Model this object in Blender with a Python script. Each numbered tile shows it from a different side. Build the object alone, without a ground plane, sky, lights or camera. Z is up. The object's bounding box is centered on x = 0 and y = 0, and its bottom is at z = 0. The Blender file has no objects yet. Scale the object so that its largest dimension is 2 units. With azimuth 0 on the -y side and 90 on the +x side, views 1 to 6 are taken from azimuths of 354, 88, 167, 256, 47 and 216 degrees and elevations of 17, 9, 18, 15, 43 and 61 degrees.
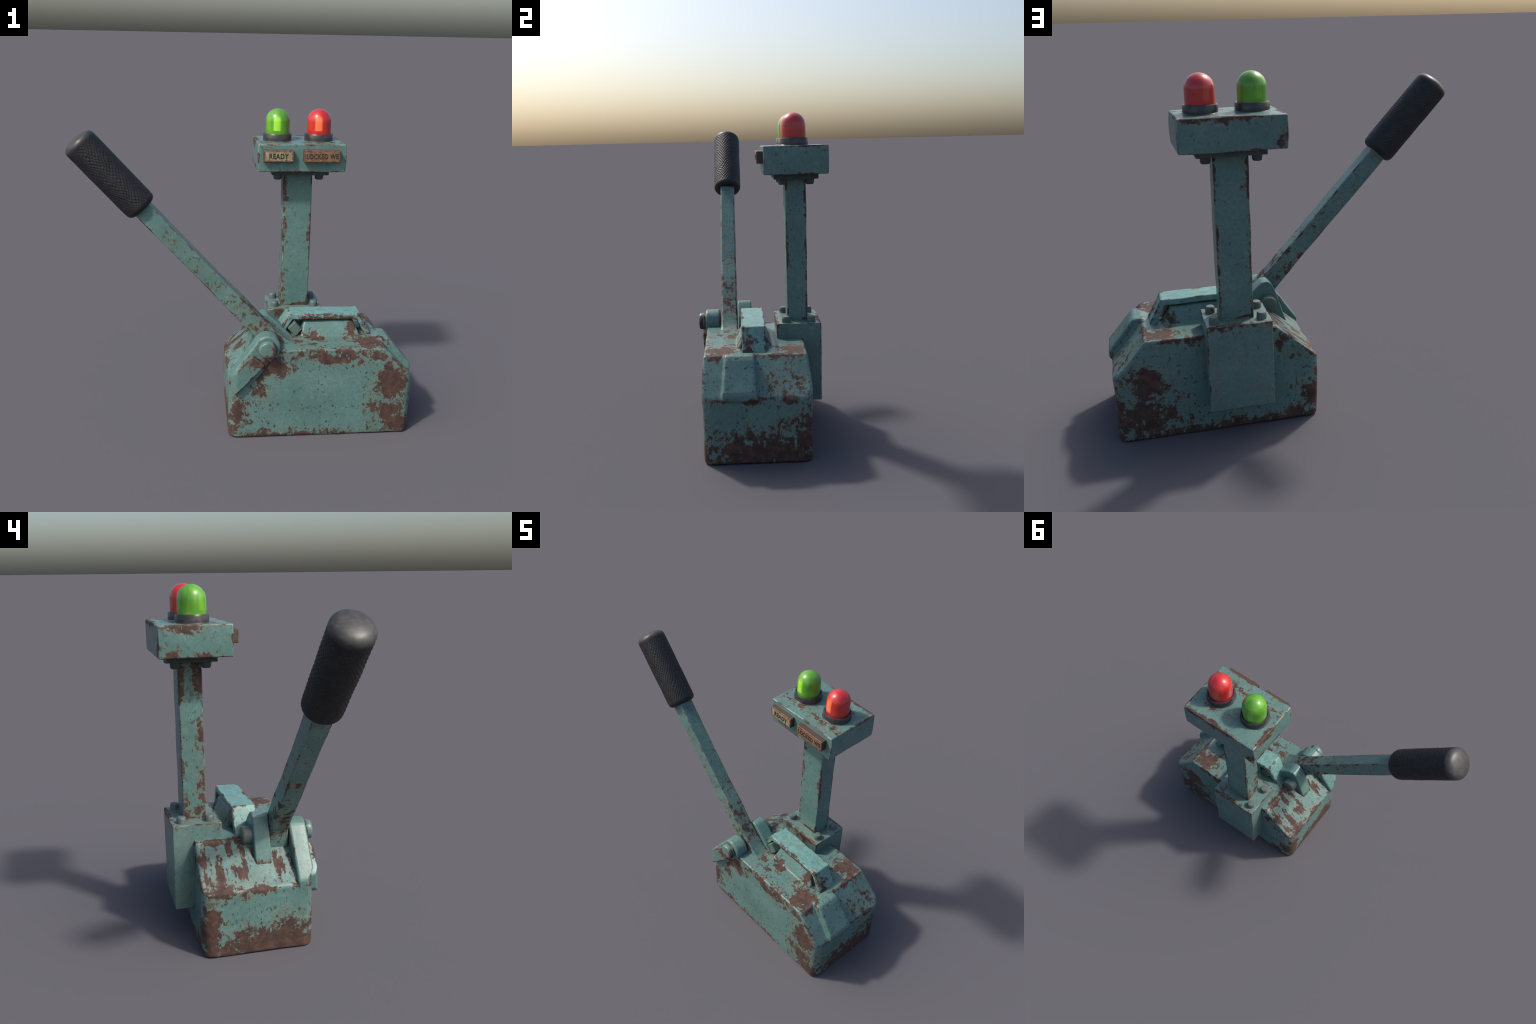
import bpy, bmesh, math, random
from mathutils import Vector, Matrix, noise

random.seed(7)
C = bpy.context.scene.collection

# ------------------------------------------------------------------ helpers
def link(obj, parent=None):
    C.objects.link(obj)
    if parent is not None:
        obj.parent = parent
    return obj

def empty(name, parent=None, loc=(0, 0, 0)):
    o = bpy.data.objects.new(name, None)
    o.empty_display_size = 0.1
    o.location = loc
    return link(o, parent)

def smooth_by_angle(me, deg=40):
    me.shade_smooth()
    bm = bmesh.new(); bm.from_mesh(me)
    lim = math.radians(deg)
    for e in bm.edges:
        e.smooth = not (len(e.link_faces) == 2 and e.calc_face_angle(0) > lim)
    bm.to_mesh(me); bm.free()

def prism(bm, outline, y0, y1):
    """Extrude an xz outline (list of (x, z)) from y0 to y1."""
    a = [bm.verts.new((x, y0, z)) for x, z in outline]
    b = [bm.verts.new((x, y1, z)) for x, z in outline]
    n = len(outline)
    bm.faces.new(a); bm.faces.new(b[::-1])
    for i in range(n):
        bm.faces.new((a[i], b[i], b[(i + 1) % n], a[(i + 1) % n]))
    bmesh.ops.recalc_face_normals(bm, faces=bm.faces)

def hexahedron(bm, lo, hi):
    """A solid between a lower rectangle and an upper one: (x0, x1, y0, y1, z)."""
    def ring(r):
        x0, x1, y0, y1, z = r
        return [bm.verts.new(p) for p in ((x0, y0, z), (x1, y0, z), (x1, y1, z), (x0, y1, z))]
    a, b = ring(lo), ring(hi)
    bm.faces.new(a[::-1]); bm.faces.new(b)
    for i in range(4):
        bm.faces.new((a[i], a[(i + 1) % 4], b[(i + 1) % 4], b[i]))
    bmesh.ops.recalc_face_normals(bm, faces=bm.faces)

def bevel(bm, width, seg=3, angle=25, only=None):
    es = [e for e in bm.edges if len(e.link_faces) == 2 and e.calc_face_angle(0) > math.radians(angle)
          and (only is None or only(e))]
    if es:
        bmesh.ops.bevel(bm, geom=es, offset=width, segments=seg, profile=0.5, affect='EDGES',
                        clamp_overlap=True)

def slice_up(bm, axis, step):
    lo = min(v.co[axis] for v in bm.verts); hi = max(v.co[axis] for v in bm.verts)
    no = Vector((0, 0, 0)); no[axis] = 1
    k = int((hi - lo) / step)
    for i in range(1, k):
        co = Vector((0, 0, 0)); co[axis] = lo + (hi - lo) * i / k
        bmesh.ops.bisect_plane(bm, geom=bm.verts[:] + bm.edges[:] + bm.faces[:], plane_co=co, plane_no=no)

def wobble(bm, amp, freq, seed):
    """Hand-beaten unevenness: low-frequency noise pushed into every vertex."""
    off = Vector((seed * 3.1, seed * 1.7, seed * 5.3))
    for v in bm.verts:
        p = v.co * freq + off
        v.co += Vector((noise.noise(p), noise.noise(p + Vector((31, 0, 0))), noise.noise(p + Vector((0, 57, 0))))) * amp

def finish(bm, name, mat, parent, angle=40, weighted=True):
    me = bpy.data.meshes.new(name)
    bm.to_mesh(me); bm.free()
    me.materials.append(mat)
    smooth_by_angle(me, angle)
    o = link(bpy.data.objects.new(name, me), parent)
    if weighted:
        m = o.modifiers.new("weighted", 'WEIGHTED_NORMAL'); m.keep_sharp = True; m.weight = 60
    return o

def lathe(bm, profile, segs, axis='Z', centre=(0, 0, 0)):
    """Spin (radius, height) pairs about an axis; radius 0 closes to a pole."""
    rings = []
    def place(r, h, a):
        u, w = r * math.cos(a), r * math.sin(a)
        p = (u, w, h) if axis == 'Z' else (u, h, w)
        return bm.verts.new(Vector(centre) + Vector(p))
    for r, h in profile:
        rings.append([place(0, h, 0)] if r < 1e-6 else [place(r, h, 2 * math.pi * i / segs) for i in range(segs)])
    for a, b in zip(rings, rings[1:]):
        for i in range(segs):
            j = (i + 1) % segs
            q = [a[i % len(a)], a[j % len(a)], b[j % len(b)], b[i % len(b)]]
            q = [v for k, v in enumerate(q) if v not in q[:k]]
            if len(q) > 2:
                bm.faces.new(q)
    for r in (rings[0], rings[-1]):
        if len(r) > 2:
            bm.faces.new(r)
    bmesh.ops.recalc_face_normals(bm, faces=bm.faces)

def arc(cx, cz, r, a0, a1, n):
    return [(cx + r * math.cos(math.radians(a0 + (a1 - a0) * i / n)),
             cz + r * math.sin(math.radians(a0 + (a1 - a0) * i / n))) for i in range(n + 1)]

# ------------------------------------------------------------- node language
class Net:
    """Small wrapper so that masks read as formulas."""
    def __init__(self, name):
        self.mat = bpy.data.materials.new(name)
        self.mat.use_nodes = True
        self.t = self.mat.node_tree
        self.t.nodes.clear()
        self.out = self.t.nodes.new('ShaderNodeOutputMaterial')
        self.bsdf = self.t.nodes.new('ShaderNodeBsdfPrincipled')
        self.t.links.new(self.bsdf.outputs[0], self.out.inputs[0])
        self.co = self.t.nodes.new('ShaderNodeTexCoord').outputs['Object']
    def put(self, sock, v):
        if hasattr(v, 'is_output'):
            self.t.links.new(v, sock)
        else:
            sock.default_value = v
    def math(self, op, *a, clamp=False):
        n = self.t.nodes.new('ShaderNodeMath'); n.operation = op; n.use_clamp = clamp
        for i, v in enumerate(a):
            self.put(n.inputs[i], v)
        return n.outputs[0]
    def add(self, a, b): return self.math('ADD', a, b)
    def sub(self, a, b): return self.math('SUBTRACT', a, b)
    def mul(self, a, b): return self.math('MULTIPLY', a, b)
    def min(self, a, b): return self.math('MINIMUM', a, b)
    def max(self, a, b): return self.math('MAXIMUM', a, b)
    def vmath(self, op, a, b=None, scale=None):
        n = self.t.nodes.new('ShaderNodeVectorMath'); n.operation = op
        self.put(n.inputs[0], a)
        if b is not None: self.put(n.inputs[1], b)
        if scale is not None: self.put(n.inputs['Scale'], scale)
        return n.outputs['Value'] if op in ('DOT_PRODUCT', 'LENGTH', 'DISTANCE') else n.outputs['Vector']
    def ramp(self, v, lo, hi, a=0.0, b=1.0):
        n = self.t.nodes.new('ShaderNodeMapRange'); n.interpolation_type = 'SMOOTHSTEP'
        self.put(n.inputs['Value'], v)
        n.inputs['From Min'].default_value = lo; n.inputs['From Max'].default_value = hi
        n.inputs['To Min'].default_value = a; n.inputs['To Max'].default_value = b
        return n.outputs[0]
    def noise(self, scale, detail=4.0, rough=0.55, off=(0, 0, 0), stretch=(1, 1, 1), rot=(0, 0, 0), warp=0.0):
        m = self.t.nodes.new('ShaderNodeMapping')
        m.inputs['Location'].default_value = off; m.inputs['Scale'].default_value = stretch
        m.inputs['Rotation'].default_value = rot
        self.t.links.new(self.co, m.inputs[0])
        n = self.t.nodes.new('ShaderNodeTexNoise')
        n.inputs['Scale'].default_value = scale; n.inputs['Detail'].default_value = detail
        n.inputs['Roughness'].default_value = rough; n.inputs['Distortion'].default_value = warp
        self.t.links.new(m.outputs[0], n.inputs['Vector'])
        return n.outputs[0]
    def mix(self, f, a, b):
        n = self.t.nodes.new('ShaderNodeMix'); n.data_type = 'RGBA'
        self.put(n.inputs[0], f); self.put(n.inputs[6], a if hasattr(a, 'is_output') else (*a, 1)); self.put(n.inputs[7], b if hasattr(b, 'is_output') else (*b, 1))
        return n.outputs[2]
    def edge_distance(self, planes):
        """Second smallest distance to the planes of a convex solid: how far a point of
        its skin is from the nearest edge.  planes: (normal, offset)."""
        m1, m2 = 10.0, 10.0
        for nrm, d in planes:
            L = Vector(nrm).length
            dist = self.math('ABSOLUTE', self.sub(d / L, self.vmath('DOT_PRODUCT', self.co, tuple(Vector(nrm) / L))))
            m2 = self.min(m2, self.max(m1, dist)); m1 = self.min(m1, dist)
        return m2
    def blob(self, c, r):
        """1 at the centre of an ellipsoid, 0 on its skin, negative outside."""
        v = self.vmath('DIVIDE', self.vmath('SUBTRACT', self.co, c), r)
        return self.sub(1.0, self.vmath('LENGTH', v))
    def bump(self, h, strength, dist):
        n = self.t.nodes.new('ShaderNodeBump')
        n.inputs['Strength'].default_value = strength; n.inputs['Distance'].default_value = dist
        self.put(n.inputs['Height'], h)
        self.t.links.new(n.outputs[0], self.bsdf.inputs['Normal'])
    def set(self, **k):
        for key, v in k.items():
            s = self.bsdf.inputs[key.replace('_', ' ')]
            if not hasattr(v, 'is_output') and isinstance(v, tuple) and len(v) == 3 and s.type == 'RGBA':
                v = (*v, 1)
            self.put(s, v)

TEAL_A = (0.088, 0.180, 0.161)  # teals lowered partway toward the shaded front; some shade is in the colour
TEAL_B = (0.126, 0.232, 0.211)
CHALK = (0.30, 0.37, 0.335)
OLIVE = (0.20, 0.175, 0.115)
RUST_D = (0.044, 0.027, 0.023)
RUST_L = (0.118, 0.056, 0.036)  # rust set between sunlit top and shaded front, so it carries some shade

def box_planes(x0, x1, y0, y1, z0, z1):
    return [((-1, 0, 0), -x0), ((1, 0, 0), x1), ((0, -1, 0), -y0), ((0, 1, 0), y1), ((0, 0, -1), -z0), ((0, 0, 1), z1)]

def chipped_paint(name, planes=None, width=0.012, blobs=(), streaks=(), specks=1.0, seed=0, grime=0.0, tint=None):
    """Teal enamel over rusting steel: rust eats in from the edges and in placed patches."""
    k = Net(name)
    off = (seed * 2.3, seed * 4.1, seed * 1.3)
    ragged = k.noise(34, 9, 0.72, off)
    patch = k.noise(7.5, 3, 0.5, (off[1], off[0], 3))
    rag = k.sub(ragged, 0.5)
    field = -1.5
    if planes:
        e = k.edge_distance(planes)
        w = k.mul(width, k.ramp(patch, 0.36, 0.72, 0.15, 2.3))
        f_edge = k.math('DIVIDE', k.sub(w, e), width * 3.0)
        field = k.max(field, f_edge)
    for c, r, gain in blobs:
        field = k.max(field, k.mul(k.blob(c, r), gain * 0.62))
    for c, r, gain, stretch, rot in streaks:
        s = k.sub(k.noise(16, 6, 0.6, off, stretch, rot), 0.5)
        field = k.max(field, k.mul(k.min(k.add(k.blob(c, r), 0.0), k.mul(s, 3.2)), gain))
    field = k.add(field, k.mul(rag, 1.9))
    field = k.add(field, k.mul(k.sub(k.noise(13, 4, 0.55, (off[2], off[1], 5)), 0.5), 1.5))
    keep = k.ramp(k.noise(24, 5, 0.6, (off[1], 4, off[0]), (1, 1, 0.35), (0, 0.7, 0)), 0.60, 0.70)
    field = k.sub(field, k.mul(keep, 0.75))      # slivers of paint that hang on
    sp = k.noise(58, 4, 0.55, (off[2], 9, off[0]), (1, 1, 0.7), (0, 0.5, 0))
    gate = k.noise(9, 3, 0.55, (7, off[2], off[1]))
    near = k.ramp(field, -0.9, 0.0)
    speck = k.mul(k.ramp(k.add(sp, k.mul(near, 0.058)), 0.625, 0.665), k.max(k.ramp(gate, 0.38, 0.54), k.mul(near, 0.8)))
    rust = k.ramp(field, 0.00, 0.17)
    halo = k.sub(k.ramp(field, -0.16, 0.02), rust)
    base_a, base_b = tint or (TEAL_A, TEAL_B)
    tone = k.noise(5, 3, 0.5, (1, off[1], off[2]))
    col = k.mix(k.ramp(tone, 0.25, 0.80), base_a, base_b)
    chalk = k.mul(k.ramp(k.noise(26, 6, 0.7, (off[0], 5, off[1])), 0.52, 0.70), 0.24)
    col = k.mix(chalk, col, CHALK)
    mott = k.noise(48, 6, 0.7, (6, off[0], off[2]))
    col = k.mix(k.mul(k.ramp(mott, 0.42, 0.60), 0.42), col, (0.075, 0.135, 0.120))
    stain = k.mul(k.ramp(k.noise(9, 6, 0.65, (off[2], 8, 1), (1, 1, 0.6)), 0.50, 0.72), 0.35)
    col = k.mix(stain, col, (0.110, 0.135, 0.108))
    if grime:
        g = k.mul(k.ramp(k.noise(12, 5, 0.6, (4, 4, off[0])), 0.38, 0.65), grime)
        col = k.mix(g, col, (0.15, 0.145, 0.115))
    col = k.mix(k.mul(halo, 0.40), col, OLIVE)
    col = k.mix(k.mul(speck, 0.85 * specks), col, RUST_D)
    rc = k.mix(k.ramp(k.noise(26, 6, 0.65, (off[1], 2, 8)), 0.36, 0.76), RUST_D, RUST_L)
    scratch = k.ramp(k.noise(60, 4, 0.6, (3, off[0], 1), (1, 1, 0.25)), 0.66, 0.72)
    rc = k.mix(k.mul(scratch, 0.5), rc, (0.20, 0.24, 0.20))
    col = k.mix(rust, col, rc)
    if planes:
        rim = k.mul(k.ramp(e, 0.0065, 0.002), k.ramp(k.noise(17, 6, 0.7, (2, 6, off[0])), 0.46, 0.64))
        col = k.mix(k.mul(rim, 0.5), col, (0.36, 0.33, 0.27))
    k.set(Base_Color=col, Roughness=k.add(0.37, k.mul(rust, 0.42)), Specular_IOR_Level=0.45)
    h = k.add(k.mul(rust, -0.55), k.add(k.mul(k.mul(rust, ragged), 0.7), k.mul(k.noise(20, 4, 0.55, off), 0.5)))
    k.bump(h, 0.35, 0.006)
    return k.mat

# ------------------------------------------------------------------ the thing
root = empty("signal_lever_switch")
root["label"] = "rusty teal floor lever with signal post and two lamps"
root["category"] = "lever switch"

# ---- cast housing: chamfered block, raised rib under the handle, toe ridge
HX0, HX1, HY0, HY1, HZ = -0.122, 0.988, -0.3545, 0.253, 0.560
def slab(bm):
    outline = [(-0.117, 0.0), (0.986, 0.0), (0.988, 0.368), (0.808, HZ), (0.112, HZ + 0.003), (-0.119, 0.361)]
    prism(bm, outline, HY0, HY1)
    for v in bm.verts:                       # slight batter of the side walls
        if v.co.z < 0.01:
            v.co.y += 0.006 if v.co.y < 0 else -0.004
        if v.co.z > 0.5:
            v.co.y += 0.010 if v.co.y < 0 else -0.014
bm = bmesh.new(); slab(bm)
bevel(bm, 0.050, 4, 60, lambda e: abs(e.verts[0].co.y - e.verts[1].co.y) < 0.05 and
      abs(e.verts[0].co.z - e.verts[1].co.z) > 0.15 and abs(e.verts[0].co.x - e.verts[1].co.x) < 0.05)
bevel(bm, 0.012, 3, 20)
me = bpy.data.meshes.new("housing"); bm.to_mesh(me); bm.free()
housing = link(bpy.data.objects.new("housing", me), root)

tools = []
def tool(build):
    b = bmesh.new(); build(b)
    m = bpy.data.meshes.new("tool"); b.to_mesh(m); b.free()
    o = bpy.data.objects.new("tool", m); C.objects.link(o); tools.append(o)
def rib(b):
    hexahedron(b, (0.318, 0.715, -0.172, 0.052, 0.53), (0.352, 0.655, -0.112, 0.000, 0.648))
    bevel(b, 0.010, 2, 25)
def toe(b):
    prism(b, [(0.70, 0.50), (0.76, 0.556), (0.812, 0.572), (0.856, 0.570), (0.879, 0.549), (1.001, 0.402),
              (1.004, 0.368), (0.980, 0.338), (0.90, 0.34)], -0.243, -0.050)
    for v in b.verts:                        # narrower toward the top
        s = min(max((v.co.z - 0.34) / 0.24, 0), 1)
        v.co.y = v.co.y + 0.018 * s if v.co.y < -0.15 else v.co.y - 0.012 * s
    bevel(b, 0.009, 3, 25)
tool(rib); tool(toe)
for o in tools:
    m = housing.modifiers.new("weld", 'BOOLEAN'); m.operation = 'UNION'; m.object = o; m.solver = 'EXACT'
m = housing.modifiers.new("voxels", 'REMESH'); m.mode = 'VOXEL'; m.voxel_size = 0.005
m = housing.modifiers.new("soften", 'SMOOTH'); m.factor = 0.5; m.iterations = 3
dg = bpy.context.evaluated_depsgraph_get()
me = bpy.data.meshes.new_from_object(housing.evaluated_get(dg))
housing.modifiers.clear(); housing.data = me; me.name = "housing"
bm = bmesh.new(); bm.from_mesh(me); wobble(bm, 0.0035, 6.0, 1)
low = min(v.co.z for v in bm.verts)
for v in bm.verts:
    v.co.z = max(v.co.z - low, 0.0) if v.co.z - low > 0.004 else 0.0
bm.to_mesh(me); bm.free()
for o in tools:
    bpy.data.objects.remove(o)
me.shade_smooth()
slope_l = ((-0.202, 0, 0.231), -0.202 * 0.112 + 0.231 * (HZ + 0.003))
slope_r = ((0.192, 0, 0.180), 0.192 * 0.808 + 0.180 * HZ)
hp = box_planes(-0.118, 0.986, HY0 + .002, HY1 - .002, -0.004, HZ) + [slope_l, slope_r]
m_house = chipped_paint("housing_paint", hp, 0.0115, blobs=[
    ((0.845, -0.356, 0.335), (0.10, 0.06, 0.13), 1.5),      # big bare patch, front right
    ((0.850, -0.356, 0.150), (0.10, 0.06, 0.16), 0.75),
    ((0.930, -0.356, 0.060), (0.17, 0.06, 0.09), 1.2),
    ((0.560, -0.356, 0.520), (0.26, 0.05, 0.055), 0.9),     # under the front top edge
    ((0.145, -0.356, 0.450), (0.11, 0.06, 0.065), 1.2),     # below the pivot pad
    ((0.060, -0.356, 0.360), (0.05, 0.05, 0.09), 0.8),
    ((-0.06, -0.356, 0.160), (0.06, 0.05, 0.09), 0.8),
    ((0.20, -0.356, 0.0), (0.40, 0.05, 0.045), 0.9),
    ((0.735, -0.25, 0.560), (0.13, 0.10, 0.04), 1.1),       # top, beside the toe ridge
    ((0.450, -0.195, 0.560), (0.028, 0.024, 0.03), 1.3),
    ((0.660, -0.10, 0.600), (0.05, 0.12, 0.07), 1.0),       # end of the rib
    ((0.74, 0.16, 0.560), (0.12, 0.09, 0.04), 0.75),
    ((0.55, 0.253, 0.560), (0.35, 0.03, 0.03), 0.8),
    ((0.81, 0.253, 0.33), (0.12, 0.06, 0.13), 0.9),         # back face
    ((0.83, 0.253, 0.12), (0.18, 0.06, 0.14), 0.8),
    ((0.30, 0.253, 0.0), (0.9, 0.06, 0.06), 0.9),
    ((-0.08, 0.253, 0.17), (0.07, 0.06, 0.12), 0.8),
    ((0.980, -0.02, 0.04), (0.06, 0.30, 0.16), 1.1),        # toe end, bottom
    ((0.980, 0.21, 0.10), (0.06, 0.10, 0.20), 0.9),
    ((0.945, 0.14, 0.42), (0.05, 0.09, 0.04), 0.25),
    ((-0.110, -0.10, 0.02), (0.06, 0.34, 0.14), 1.15),      # heel end, bottom
    ((-0.110, -0.19, 0.09), (0.06, 0.12, 0.12), 0.9),
    ((-0.110, 0.21, 0.18), (0.06, 0.07, 0.22), 1.0),
    ((-0.105, 0.13, 0.365), (0.05, 0.16, 0.04), 0.8),
], streaks=[((0.0, 0.06, 0.47), (0.17, 0.24, 0.14), 1.6, (0.30, 1.15, 0.30), (0, 0, 0)),
            ((0.0, -0.16, 0.47), (0.15, 0.12, 0.13), 1.2, (0.30, 1.15, 0.30), (0, 0, 0)),
            ((0.37, -0.20, 0.56), (0.12, 0.075, 0.05), 1.5, (1.1, 1.7, 1.0), (0, 0, 0.3))], seed=1)
housing.data.materials.clear(); housing.data.materials.append(m_house)

# ---- carrying handle: one bent flat bar over the rib
bm = bmesh.new()
outer = [(0.170, 0.548), (0.262, 0.700), (0.700, 0.695), (0.781, 0.545)]
inner = [(0.738, 0.545), (0.680, 0.662), (0.283, 0.664), (0.213, 0.548)]
prism(bm, outer + inner, -0.128, 0.008)
bevel(bm, 0.007, 3, 15)
slice_up(bm, 0, 0.03); wobble(bm, 0.003, 7, 4)
m_handle = chipped_paint("handle_paint", [((0, -1, 0), 0.128), ((0, 1, 0), 0.008), ((0, 0, 1), 0.702),
    ((-0.154, 0, 0.092), -0.154 * 0.262 + 0.092 * 0.702), ((0.153, 0, 0.081), 0.153 * 0.70 + 0.081 * 0.698)], 0.008,
    blobs=[((0.48, -0.128, 0.665), (0.24, 0.03, 0.022), 0.9), ((0.70, -0.115, 0.69), (0.03, 0.03, 0.03), 0.6), ((0.75, -0.11, 0.60), (0.04, 0.04, 0.08), 0.5)], specks=0.7, seed=2,
    tint=((0.132, 0.288, 0.266), (0.165, 0.330, 0.303)))
finish(bm, "carry_handle", m_handle, root)

# ---- square nut trapped under the handle's rear leg
bm = bmesh.new()
prism(bm, [(0.294, 0.660), (0.251, 0.613), (0.300, 0.562), (0.338, 0.607)], -0.146, 0.012)
bevel(bm, 0.006, 2, 20)
m_plain = chipped_paint("fitting_paint", None, blobs=[], specks=0.5, seed=6, grime=0.6, tint=((0.075, 0.125, 0.110), (0.10, 0.16, 0.142)))  # tint darkened for the occlusion shadow under the handle
finish(bm, "square_nut", m_plain, root)

# ---- pivot brackets either side of the lever
PX, PZ = 0.106, 0.587
bm = bmesh.new()
prism(bm, [(-0.108, 0.230), (-0.126, 0.385)] + arc(PX, PZ - 0.005, 0.077, 142, -62, 16) + [(0.10, 0.46), (-0.07, 0.23)], -0.357, -0.262)
bevel(bm, 0.013, 3, 30); slice_up(bm, 0, 0.012); slice_up(bm, 2, 0.03)
for v in bm.verts:                      # follows the housing's rounded corner and dies into its wall
    if v.co.y < -0.32:
        v.co.y = max(v.co.y + 0.012 * min(max((0.40 - v.co.z) / 0.12, 0), 1), -0.357 + max(0, -0.082 - v.co.x) * 1.15)
wobble(bm, 0.002, 9, 3)
m_brk = chipped_paint("bracket_paint", [((0, -1, 0), 0.360), ((0, 1, 0), -0.262), ((-0.80, 0, 0.60), 0.80 * 0.125 + 0.6 * 0.392)], 0.005,
                      blobs=[((-0.12, -0.35, 0.36), (0.03, 0.05, 0.05), 1.0), ((0.10, -0.35, 0.49), (0.07, 0.03, 0.04), 0.7)],
                      specks=0.6, seed=3)
finish(bm, "pivot_bracket", m_brk, root)
bm = bmesh.new()
prism(bm, [(0.020, 0.548), (0.090, 0.484), (-0.078, 0.300), (-0.104, 0.328), (-0.110, 0.408)], -0.382, -0.330)
bevel(bm, 0.008, 3, 20); slice_up(bm, 0, 0.012)
for v in bm.verts:
    if v.co.y < -0.34:
        v.co.y = max(v.co.y, -0.382 + max(0, -0.078 - v.co.x) * 0.8)
wobble(bm, 0.002, 9, 5)
m_pad = chipped_paint("pad_paint", [((0, -1, 0), 0.382), ((-0.73, 0, 0.68), 0.73 * 0.110 + 0.68 * 0.408 - 0.0),
                                    ((0.64, 0, 0.70), 0.64 * 0.02 + 0.70 * 0.548), ((0.74, 0, -0.67), 0.74 * 0.09 - 0.67 * 0.484)], 0.007,
                      blobs=[((0.045, -0.37, 0.505), (0.055, 0.05, 0.045), 1.0), ((-0.03, -0.37, 0.48), (0.09, 0.02, 0.02), 0.6)],
                      specks=0.5, seed=8)
finish(bm, "bracket_pad", m_pad, root)
bm = bmesh.new()
prism(bm, [(-0.03, 0.40), (0.052, 0.664), (0.070, 0.698), (0.092, 0.713), (0.124, 0.709), (0.152, 0.688), (0.285, 0.560), (0.27, 0.50), (0.05, 0.40)], -0.150, -0.060)
bevel(bm, 0.009, 3, 20); wobble(bm, 0.002, 9, 6)
m_brk2 = chipped_paint("rear_bracket_paint", [((0, -1, 0), 0.150), ((0, 1, 0), -0.060)], 0.006,
                       blobs=[((0.0, -0.1, 0.46), (0.03, 0.06, 0.03), 0.8)], specks=0.5, seed=9)
finish(bm, "pivot_bracket", m_brk2, root)

bm = bmesh.new()
lathe(bm, [(0.0, -0.399), (0.043, -0.399), (0.047, -0.3975), (0.051, -0.393), (0.053, -0.384), (0.053, -0.366), (0.049, -0.3605), (0.049, -0.300)], 28, 'Y', (PX - 0.002, 0, PZ - 0.002))
m_pin = chipped_paint("pin_paint", None, blobs=[((0.155, -0.392, 0.58), (0.035, 0.03, 0.06), 1.5), ((0.11, -0.392, 0.535), (0.05, 0.03, 0.025), 1.2), ((0.104, -0.362, 0.587), (0.09, 0.010, 0.09), 1.4)], specks=0.4, seed=10)
finish(bm, "pivot_pin", m_pin, root, 50)
bm = bmesh.new()
lathe(bm, [(0.0, -0.008), (0.040, -0.008), (0.046, -0.011), (0.048, -0.018), (0.048, -0.09)], 24, 'Y', (0.099, 0, 0.587))
finish(bm, "pivot_pin", m_plain, root, 50)

# ---- lever: flat shaft with a flared foot, knurled rubber grip
lever = empty("lever", root)
N = Vector((0.738, 0, 0.675)); D = Vector((0.675, 0, -0.738))       # across / along the shaft
def on_axis(t, o):
    p = D * t + N * o
    return (p.x, p.z)
LY0, LY1 = -0.253, -0.154
bm = bmesh.new()
prism(bm, [on_axis(-1.50, 0.441), on_axis(-0.9, 0.444), on_axis(-0.43, 0.444), (0.06, 0.50), (0.32, 0.50), (0.345, 0.553), (0.262, 0.568),
           (0.216, 0.600), (0.166, 0.643), (0.110, 0.696), on_axis(-0.8, 0.545), on_axis(-1.50, 0.542)], LY0, LY1)
bevel(bm, 0.010, 3, 40)
slice_up(bm, 2, 0.03)
for v in bm.verts:                                                   # foot spreads a little sideways
    s = max(0.0, (0.66 - v.co.z) / 0.10)
    v.co.y += (v.co.y - (LY0 + LY1) / 2) * 0.10 * min(s, 1.2)
wobble(bm, 0.0042, 5.5, 7)
m_shaft = chipped_paint("lever_paint", [((0, -1, 0), 0.253), ((0, 1, 0), -0.154), (tuple(N), 0.545), (tuple(-N), -0.444)], 0.0045,
                        specks=0.6, seed=4, blobs=[((0.06, -0.2, 0.62), (0.06, 0.10, 0.10), 0.05)])
finish(bm, "shaft", m_shaft, lever)

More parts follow.
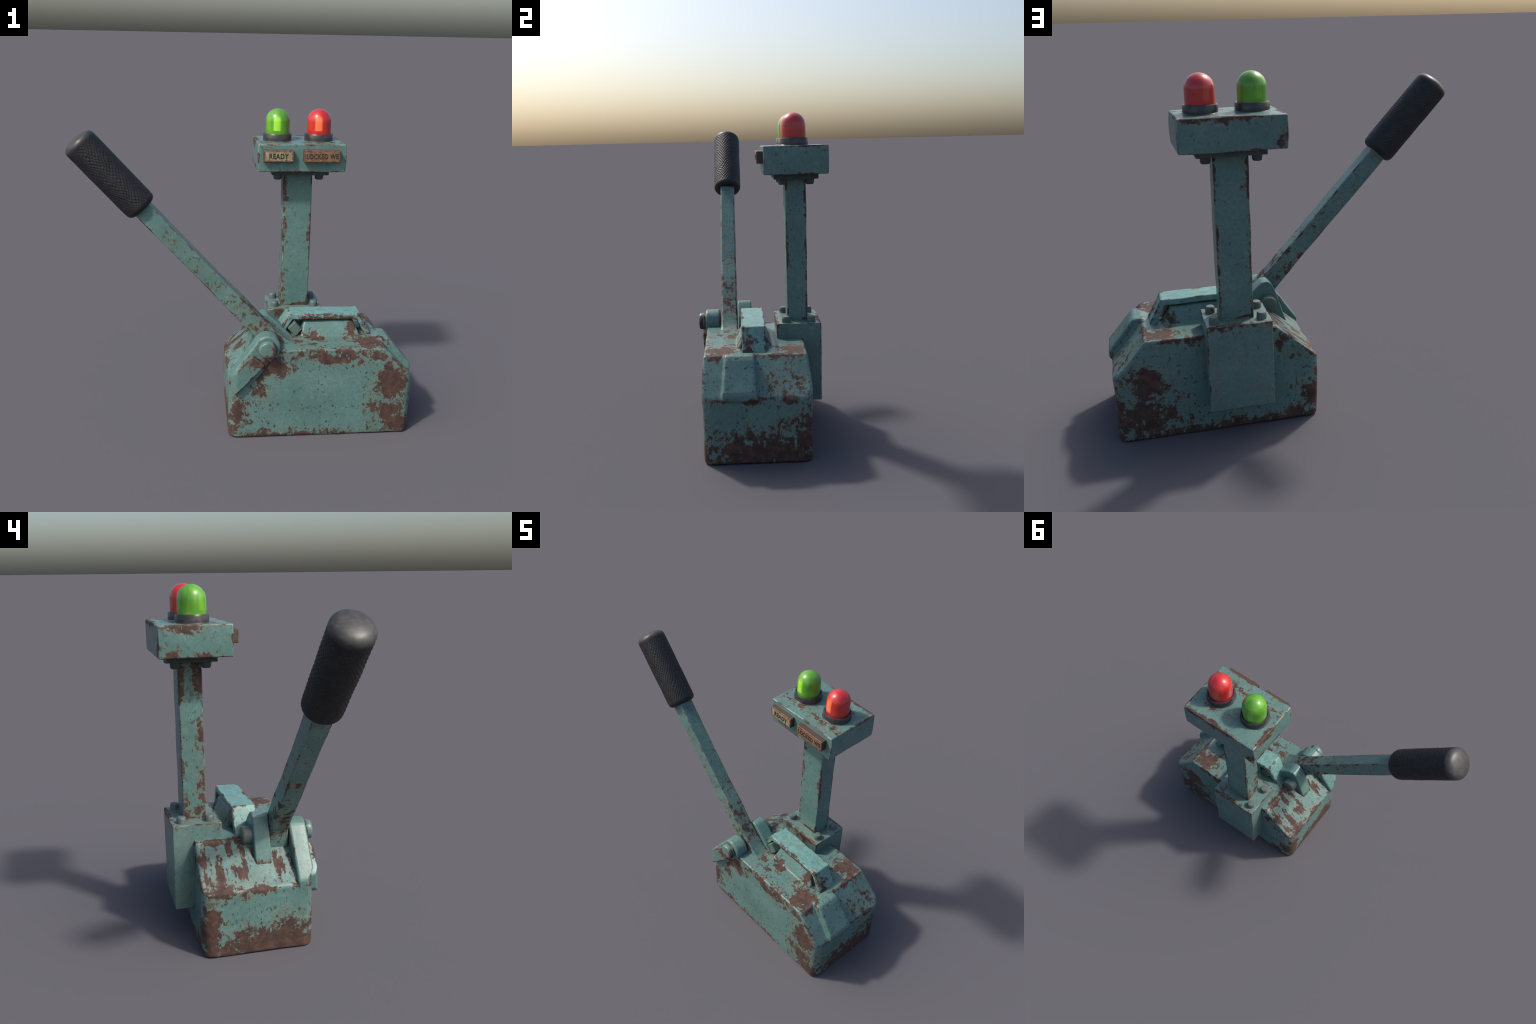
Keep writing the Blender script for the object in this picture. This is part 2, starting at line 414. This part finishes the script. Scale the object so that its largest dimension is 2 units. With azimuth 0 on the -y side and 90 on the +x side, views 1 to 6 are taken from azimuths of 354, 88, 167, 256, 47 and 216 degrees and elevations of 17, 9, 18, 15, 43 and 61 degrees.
def knurled_grip():
    bm = bmesh.new()
    segs, t0, t1, rows, R = 264, -1.907, -1.452, 250, 0.0945
    prof = []
    for i in range(7):                                              # domed end cap
        a = i / 7 * math.pi / 2
        prof.append((R * math.sin(a) ** 0.72 * 0.995, t0 - 0.038 * math.cos(a), 0))
    for i in range(rows + 1):
        t = t0 + (t1 - t0) * i / rows
        prof.append((R, t, 1))
    for i in range(1, 7):                                           # rounded lower lip
        a = i / 6 * math.pi / 2
        prof.append((R - 0.032 * (1 - math.cos(a)), t1 + 0.032 * math.sin(a), 0))
    prof.append((0.03, t1 + 0.026, 0))
    rings = []
    Y = Vector((0, 1, 0)); c = N * 0.4945 + Y * -0.2035
    tip = bm.verts.new(c + D * (t0 - 0.0405))
    for r, t, kn in prof[1:]:
        ring = []
        for j in range(segs):
            a = 2 * math.pi * j / segs
            rr = r
            if kn:
                fade = min(1, (t - t0) / 0.03, (t1 - t) / 0.02)
                u = 31 * a / (2 * math.pi); w = (t - t0) / 0.027
                jit = noise.noise(Vector((math.cos(a) * 3, math.sin(a) * 3, t * 17))) * 0.55
                g = abs(math.sin(math.pi * (u + w + jit))) * abs(math.sin(math.pi * (u - w + jit)))
                rr += fade * (0.0026 * g ** 0.6 - 0.0015)
                rr += 0.0015 * noise.noise(Vector((math.cos(a) * 1.2, math.sin(a) * 1.2, t * 9)))
            ring.append(bm.verts.new(c + D * t + (N * math.cos(a) + Y * math.sin(a)) * rr))
        rings.append(ring)
    for j in range(segs):
        bm.faces.new((tip, rings[0][j], rings[0][(j + 1) % segs]))
    for p, q in zip(rings, rings[1:]):
        for j in range(segs):
            i = (j + 1) % segs
            bm.faces.new((p[j], q[j], q[i], p[i]))
    bm.faces.new(rings[-1])
    bmesh.ops.recalc_face_normals(bm, faces=bm.faces)
    return bm
k = Net("grip_rubber")
along = k.vmath('DOT_PRODUCT', k.co, tuple(D))
cap = k.ramp(k.add(along, k.mul(k.sub(k.noise(25, 4), 0.5), 0.02)), -1.893, -1.912)
col = k.mix(k.ramp(k.noise(30, 5), 0.4, 0.7), (0.010, 0.010, 0.011), (0.018, 0.018, 0.019))
col = k.mix(cap, col, k.mix(k.ramp(k.noise(40, 5), 0.35, 0.7), (0.040, 0.039, 0.038), (0.064, 0.061, 0.058)))
k.set(Base_Color=col, Roughness=k.ramp(cap, 0, 1, 0.55, 0.42), Specular_IOR_Level=0.45)
k.bump(k.noise(180, 3), 0.15, 0.002)
m_grip = k.mat
finish(knurled_grip(), "grip", m_grip, lever, 60, False)

# ---- bolted mounting block and post
def box(x0, x1, y0, y1, z0, z1, bev, step=None, amp=0, seed=0, bulge=0.0):
    bm = bmesh.new()
    hexahedron(bm, (x0, x1, y0, y1, z0), (x0, x1, y0, y1, z1))
    bevel(bm, bev, 3)
    if step:
        for ax in range(3):
            slice_up(bm, ax, step)
    if bulge:
        for v in bm.verts:
            s = 1 - ((2 * v.co.z - z0 - z1) / (z1 - z0)) ** 2
            v.co.x += bulge * s * (1 if v.co.x > (x0 + x1) / 2 else -1) * (abs(2 * v.co.x - x0 - x1) / (x1 - x0)) ** 2
    if amp:
        wobble(bm, amp, 7, seed)
    return bm
block_dim = (0.157, 0.502, 0.085, 0.351, 0.170, 0.652)
m_block = chipped_paint("block_paint", box_planes(*block_dim), 0.0034, seed=11, specks=0.6, grime=0.30,
                        blobs=[((0.33, 0.351, 0.65), (0.2, 0.02, 0.02), 0.5), ((0.33, 0.085, 0.64), (0.2, 0.02, 0.035), 0.5)])
block = finish(box(*block_dim, 0.006, 0.06, 0.0022, 8), "mounting_block", m_block, root)

k = Net("bolt_steel")
col = k.mix(k.ramp(k.noise(30, 5), 0.38, 0.66), (0.085, 0.125, 0.112), (0.13, 0.165, 0.148))
col = k.mix(k.mul(k.ramp(k.noise(55, 5, 0.65), 0.56, 0.66), 0.8), col, (0.10, 0.085, 0.065))
k.set(Base_Color=col, Roughness=0.52, Metallic=0.15)
k.bump(k.noise(60, 4), 0.2, 0.003)
m_bolt = k.mat
def bolt_mesh(name, r, h):
    bm = bmesh.new()
    lathe(bm, [(r * 1.06, -0.004), (r * 1.04, 0.004), (r, h * 0.62), (r * 0.95, h * 0.84), (r * 0.78, h), (0, h * 1.03)], 10)
    me = bpy.data.meshes.new(name); bm.to_mesh(me); bm.free()
    me.materials.append(m_bolt); smooth_by_angle(me, 44)
    return me
bm_head = bolt_mesh("bolt", 0.026, 0.036)
rng = random.Random(3)
for x, y in ((0.2015, 0.143), (0.453, 0.143), (0.205, 0.295), (0.4545, 0.295)):
    o = link(bpy.data.objects.new("bolt", bm_head), block)
    o.location = (x, y, 0.651); o.rotation_euler = (0, 0, rng.uniform(0, 6))

post_dim = (0.243, 0.419, 0.153, 0.278, 0.640, 1.520)
m_post = chipped_paint("post_paint", box_planes(*post_dim[:4], 0.655, 1.55), 0.0095, seed=12, specks=0.8, blobs=[
    ((0.235, 0.165, 0.68), (0.03, 0.05, 0.12), 0.9), ((0.235, 0.16, 1.12), (0.03, 0.035, 0.09), 0.9), ((0.235, 0.16, 0.87), (0.03, 0.035, 0.07), 0.9),
    ((0.235, 0.165, 1.42), (0.03, 0.05, 0.12), 0.8), ((0.235, 0.27, 1.42), (0.03, 0.03, 0.12), 0.8), ((0.235, 0.27, 0.70), (0.03, 0.03, 0.10), 0.8),
    ((0.41, 0.153, 1.10), (0.025, 0.02, 0.08), 0.7)])
bm = box(*post_dim, 0.007, 0.05, 0.0, 9)
for v in bm.verts:                                                   # post leans a hair toward the heel
    v.co.x -= 0.004 * (v.co.z - 0.64) / 0.88
wobble(bm, 0.0045, 5, 9)
post = finish(bm, "post", m_post, root)

# ---- signal box on its flange
head_dim = (0.068, 0.588, 0.021, 0.395, 1.543, 1.7065)
m_head = chipped_paint("signal_box_paint", box_planes(*head_dim), 0.0052, seed=13, specks=0.7, blobs=[
    ((0.451, 0.095, 1.703), (0.10, 0.030, 0.02), 0.55), ((0.199, 0.10, 1.703), (0.09, 0.025, 0.02), 0.35), ((0.451, 0.30, 1.703), (0.06, 0.02, 0.02), 0.4),
    ((0.071, 0.33, 1.55), (0.02, 0.05, 0.05), 0.8), ((0.071, 0.16, 1.54), (0.02, 0.07, 0.04), 0.9), ((0.071, 0.26, 1.70), (0.02, 0.09, 0.04), 0.9),
    ((0.40, 0.387, 1.70), (0.2, 0.02, 0.03), 0.8), ((0.09, 0.395, 1.57), (0.03, 0.02, 0.05), 0.5)])
signal = finish(box(*head_dim, 0.007, 0.05, 0.0030, 10, 0.005), "signal_box", m_head, root)
k = Net("flange_steel")
col = k.mix(k.ramp(k.noise(28, 5), 0.38, 0.66), (0.036, 0.052, 0.048), (0.055, 0.075, 0.068))  # near-black base colour includes baked shade from the box above
k.set(Base_Color=col, Roughness=0.6)
m_flange = k.mat
flange = finish(box(0.157, 0.503, 0.084, 0.344, 1.512, 1.545, 0.004), "flange", m_flange, signal)
bm_under = bolt_mesh("flange_bolt", 0.026, 0.034)
bm_under.materials.clear(); bm_under.materials.append(m_flange)
for x, y in ((0.199, 0.137), (0.453, 0.137), (0.201, 0.297), (0.453, 0.297)):
    o = link(bpy.data.objects.new("bolt", bm_under), flange)
    o.location = (x, y, 1.513); o.rotation_euler = (math.pi, 0, rng.uniform(0, 6))

# ---- lamps
def lamp_glass(name, deep, bright, glint_colour, spill, face):
    """Moulded lens: deep body colour, highlights painted on as lighter patches, a painted reflection of
    the neighbour lamp on the facing side."""
    k = Net(name)
    sep = k.t.nodes.new('ShaderNodeSeparateXYZ'); k.t.links.new(k.co, sep.inputs[0])
    x, y, z = sep.outputs
    ang = k.math('ARCTAN2', y, x)
    def glint_patch(centre, half, z0, z1, soft=0.03):
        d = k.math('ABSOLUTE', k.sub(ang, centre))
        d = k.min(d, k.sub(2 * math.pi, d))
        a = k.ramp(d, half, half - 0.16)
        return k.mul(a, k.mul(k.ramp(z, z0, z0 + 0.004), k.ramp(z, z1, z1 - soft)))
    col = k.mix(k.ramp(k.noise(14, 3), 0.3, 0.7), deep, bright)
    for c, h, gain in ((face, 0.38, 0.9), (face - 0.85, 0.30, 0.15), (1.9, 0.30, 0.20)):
        col = k.mix(k.mul(glint_patch(c, h, 0.024, 0.122), gain), col, glint_colour)
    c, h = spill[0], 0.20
    col = k.mix(k.mul(glint_patch(c, h, 0.025, 0.095), 0.5), col, spill[1])
    streak = k.noise(30, 3, 0.5, (0, 0, 0), (1, 1, 0.08))
    col = k.mix(k.mul(k.ramp(streak, 0.50, 0.70), 0.35), col, tuple(c * 0.45 for c in deep))
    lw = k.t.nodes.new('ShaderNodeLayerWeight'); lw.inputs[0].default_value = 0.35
    col = k.mix(k.mul(k.ramp(lw.outputs['Facing'], 0.35, 0.95), 0.35), col, tuple(0.5 * c + 0.12 for c in bright))  # fresnel sheen at the dome's rim mixed into its base colour
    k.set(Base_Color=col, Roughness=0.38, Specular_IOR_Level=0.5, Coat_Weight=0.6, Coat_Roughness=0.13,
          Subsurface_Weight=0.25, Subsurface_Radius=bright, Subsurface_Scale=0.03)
    return k.mat
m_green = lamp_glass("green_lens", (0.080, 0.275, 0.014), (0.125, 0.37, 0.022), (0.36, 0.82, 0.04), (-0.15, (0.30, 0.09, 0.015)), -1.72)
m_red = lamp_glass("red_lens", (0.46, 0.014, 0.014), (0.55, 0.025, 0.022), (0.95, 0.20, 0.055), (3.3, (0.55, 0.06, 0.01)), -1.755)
bm = bmesh.new()
prof = [(0.0, -0.012), (0.0735, -0.012), (0.0735, 0.0), (0.0735, 0.04), (0.0732, 0.078)] + \
       [(0.0730 * math.cos(a * math.pi / 2 / 9), 0.080 + 0.071 * math.sin(a * math.pi / 2 / 9)) for a in range(1, 9)] + [(0, 0.151)]
lathe(bm, prof, 18)
dome_me = bpy.data.meshes.new("dome"); bm.to_mesh(dome_me); bm.free(); smooth_by_angle(dome_me, 50)
dome_me.materials.append(m_green)
bm = bmesh.new()
lathe(bm, [(0.0, -0.004), (0.094, -0.004), (0.090, 0.003), (0.0865, 0.006), (0.0865, 0.040), (0.0835, 0.0445), (0.079, 0.045), (0.0745, 0.042), (0.070, 0.030), (0, 0.030)], 22)
collar_me = bpy.data.meshes.new("collar"); bm.to_mesh(collar_me); bm.free(); smooth_by_angle(collar_me, 40)
k = Net("collar_metal")
col = k.mix(k.ramp(k.noise(24, 5), 0.38, 0.66), (0.050, 0.050, 0.053), (0.085, 0.080, 0.080))
k.set(Base_Color=col, Roughness=0.33, Metallic=0.5)
collar_me.materials.append(k.mat)
for x, glass in ((0.1985, m_green), (0.4515, m_red)):
    lamp = empty("lamp", signal, (x, 0.203, 1.705))
    link(bpy.data.objects.new("collar", collar_me), lamp)
    d = link(bpy.data.objects.new("dome", dome_me), lamp)
    d.location = (0, 0, 0.039)
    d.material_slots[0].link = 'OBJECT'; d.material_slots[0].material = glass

# ---- engraved name plates
k = Net("letter_ink")
k.set(Base_Color=k.mix(k.ramp(k.noise(120, 4), 0.45, 0.65), (0.018, 0.020, 0.018), (0.05, 0.045, 0.035)), Roughness=0.7)
m_ink = k.mat
def plate_paint(name, dim, pale, dark, wear):
    k = Net(name)
    e = k.edge_distance(box_planes(*dim))
    rag = k.sub(k.noise(55, 6, 0.65), 0.5)
    f = k.add(k.math('DIVIDE', k.sub(wear, e), wear * 2), k.mul(rag, 1.6))
    rust = k.ramp(f, -0.15, 0.30)
    col = k.mix(k.ramp(k.noise(28, 5), 0.35, 0.68), pale, dark)
    col = k.mix(rust, col, k.mix(k.ramp(k.noise(60, 4), 0.4, 0.65), (0.085, 0.045, 0.032), (0.20, 0.095, 0.055)))
    depth = k.vmath('DOT_PRODUCT', k.co, (0, 1, 0))                  # raw iron sides behind the enamel face
    side = k.ramp(depth, dim[2] + 0.0025, dim[2] + 0.005)
    col = k.mix(k.mul(side, 0.9), col, (0.055, 0.034, 0.026))
    k.set(Base_Color=col, Roughness=0.6)
    k.bump(k.noise(80, 4), 0.25, 0.003)
    return k.mat
def lettering(word, x0, x1, z0, z1, y, parent):
    cu = bpy.data.curves.new("lettering", 'FONT')
    cu.body = word; cu.size = 0.05; cu.offset = 0.0018; cu.extrude = 0.0012; cu.resolution_u = 4; cu.space_character = 1.16
    t = bpy.data.objects.new("tmp", cu); C.objects.link(t)
    dg = bpy.context.evaluated_depsgraph_get()
    me = bpy.data.meshes.new_from_object(t.evaluated_get(dg)); me.name = "lettering"
    bpy.data.objects.remove(t)
    xs = [v.co.x for v in me.vertices]; ys = [v.co.y for v in me.vertices]
    sx = (x1 - x0) / (max(xs) - min(xs)); sz = (z1 - z0) / (max(ys) - min(ys))
    for v in me.vertices:
        p = v.co.copy()
        v.co = (x0 + (p.x - min(xs)) * sx, y - p.z, z0 + (p.y - min(ys)) * sz)
    me.materials.clear(); me.materials.append(m_ink)
    o = link(bpy.data.objects.new("lettering", me), parent)
    o["kind"] = "stuff"
for word, dim, tx, pale, dark, wear in (
        ("READY", (0.0945, 0.2725, -0.0125, 0.026, 1.608, 1.6775), (0.128, 0.241), (0.33, 0.285, 0.165), (0.23, 0.175, 0.095), 0.013),
        ("LOCKED WE", (0.3325, 0.5490, -0.0160, 0.026, 1.607, 1.6775), (0.346, 0.535), (0.25, 0.140, 0.068), (0.165, 0.082, 0.040), 0.012)):
    p = finish(box(*dim, 0.004, 0.03, 0.0008, 3), "nameplate", plate_paint("plate_enamel", dim, pale, dark, wear), signal)
    lettering(word, tx[0], tx[1], 1.6265, 1.6585, dim[2] - 0.0003, p)
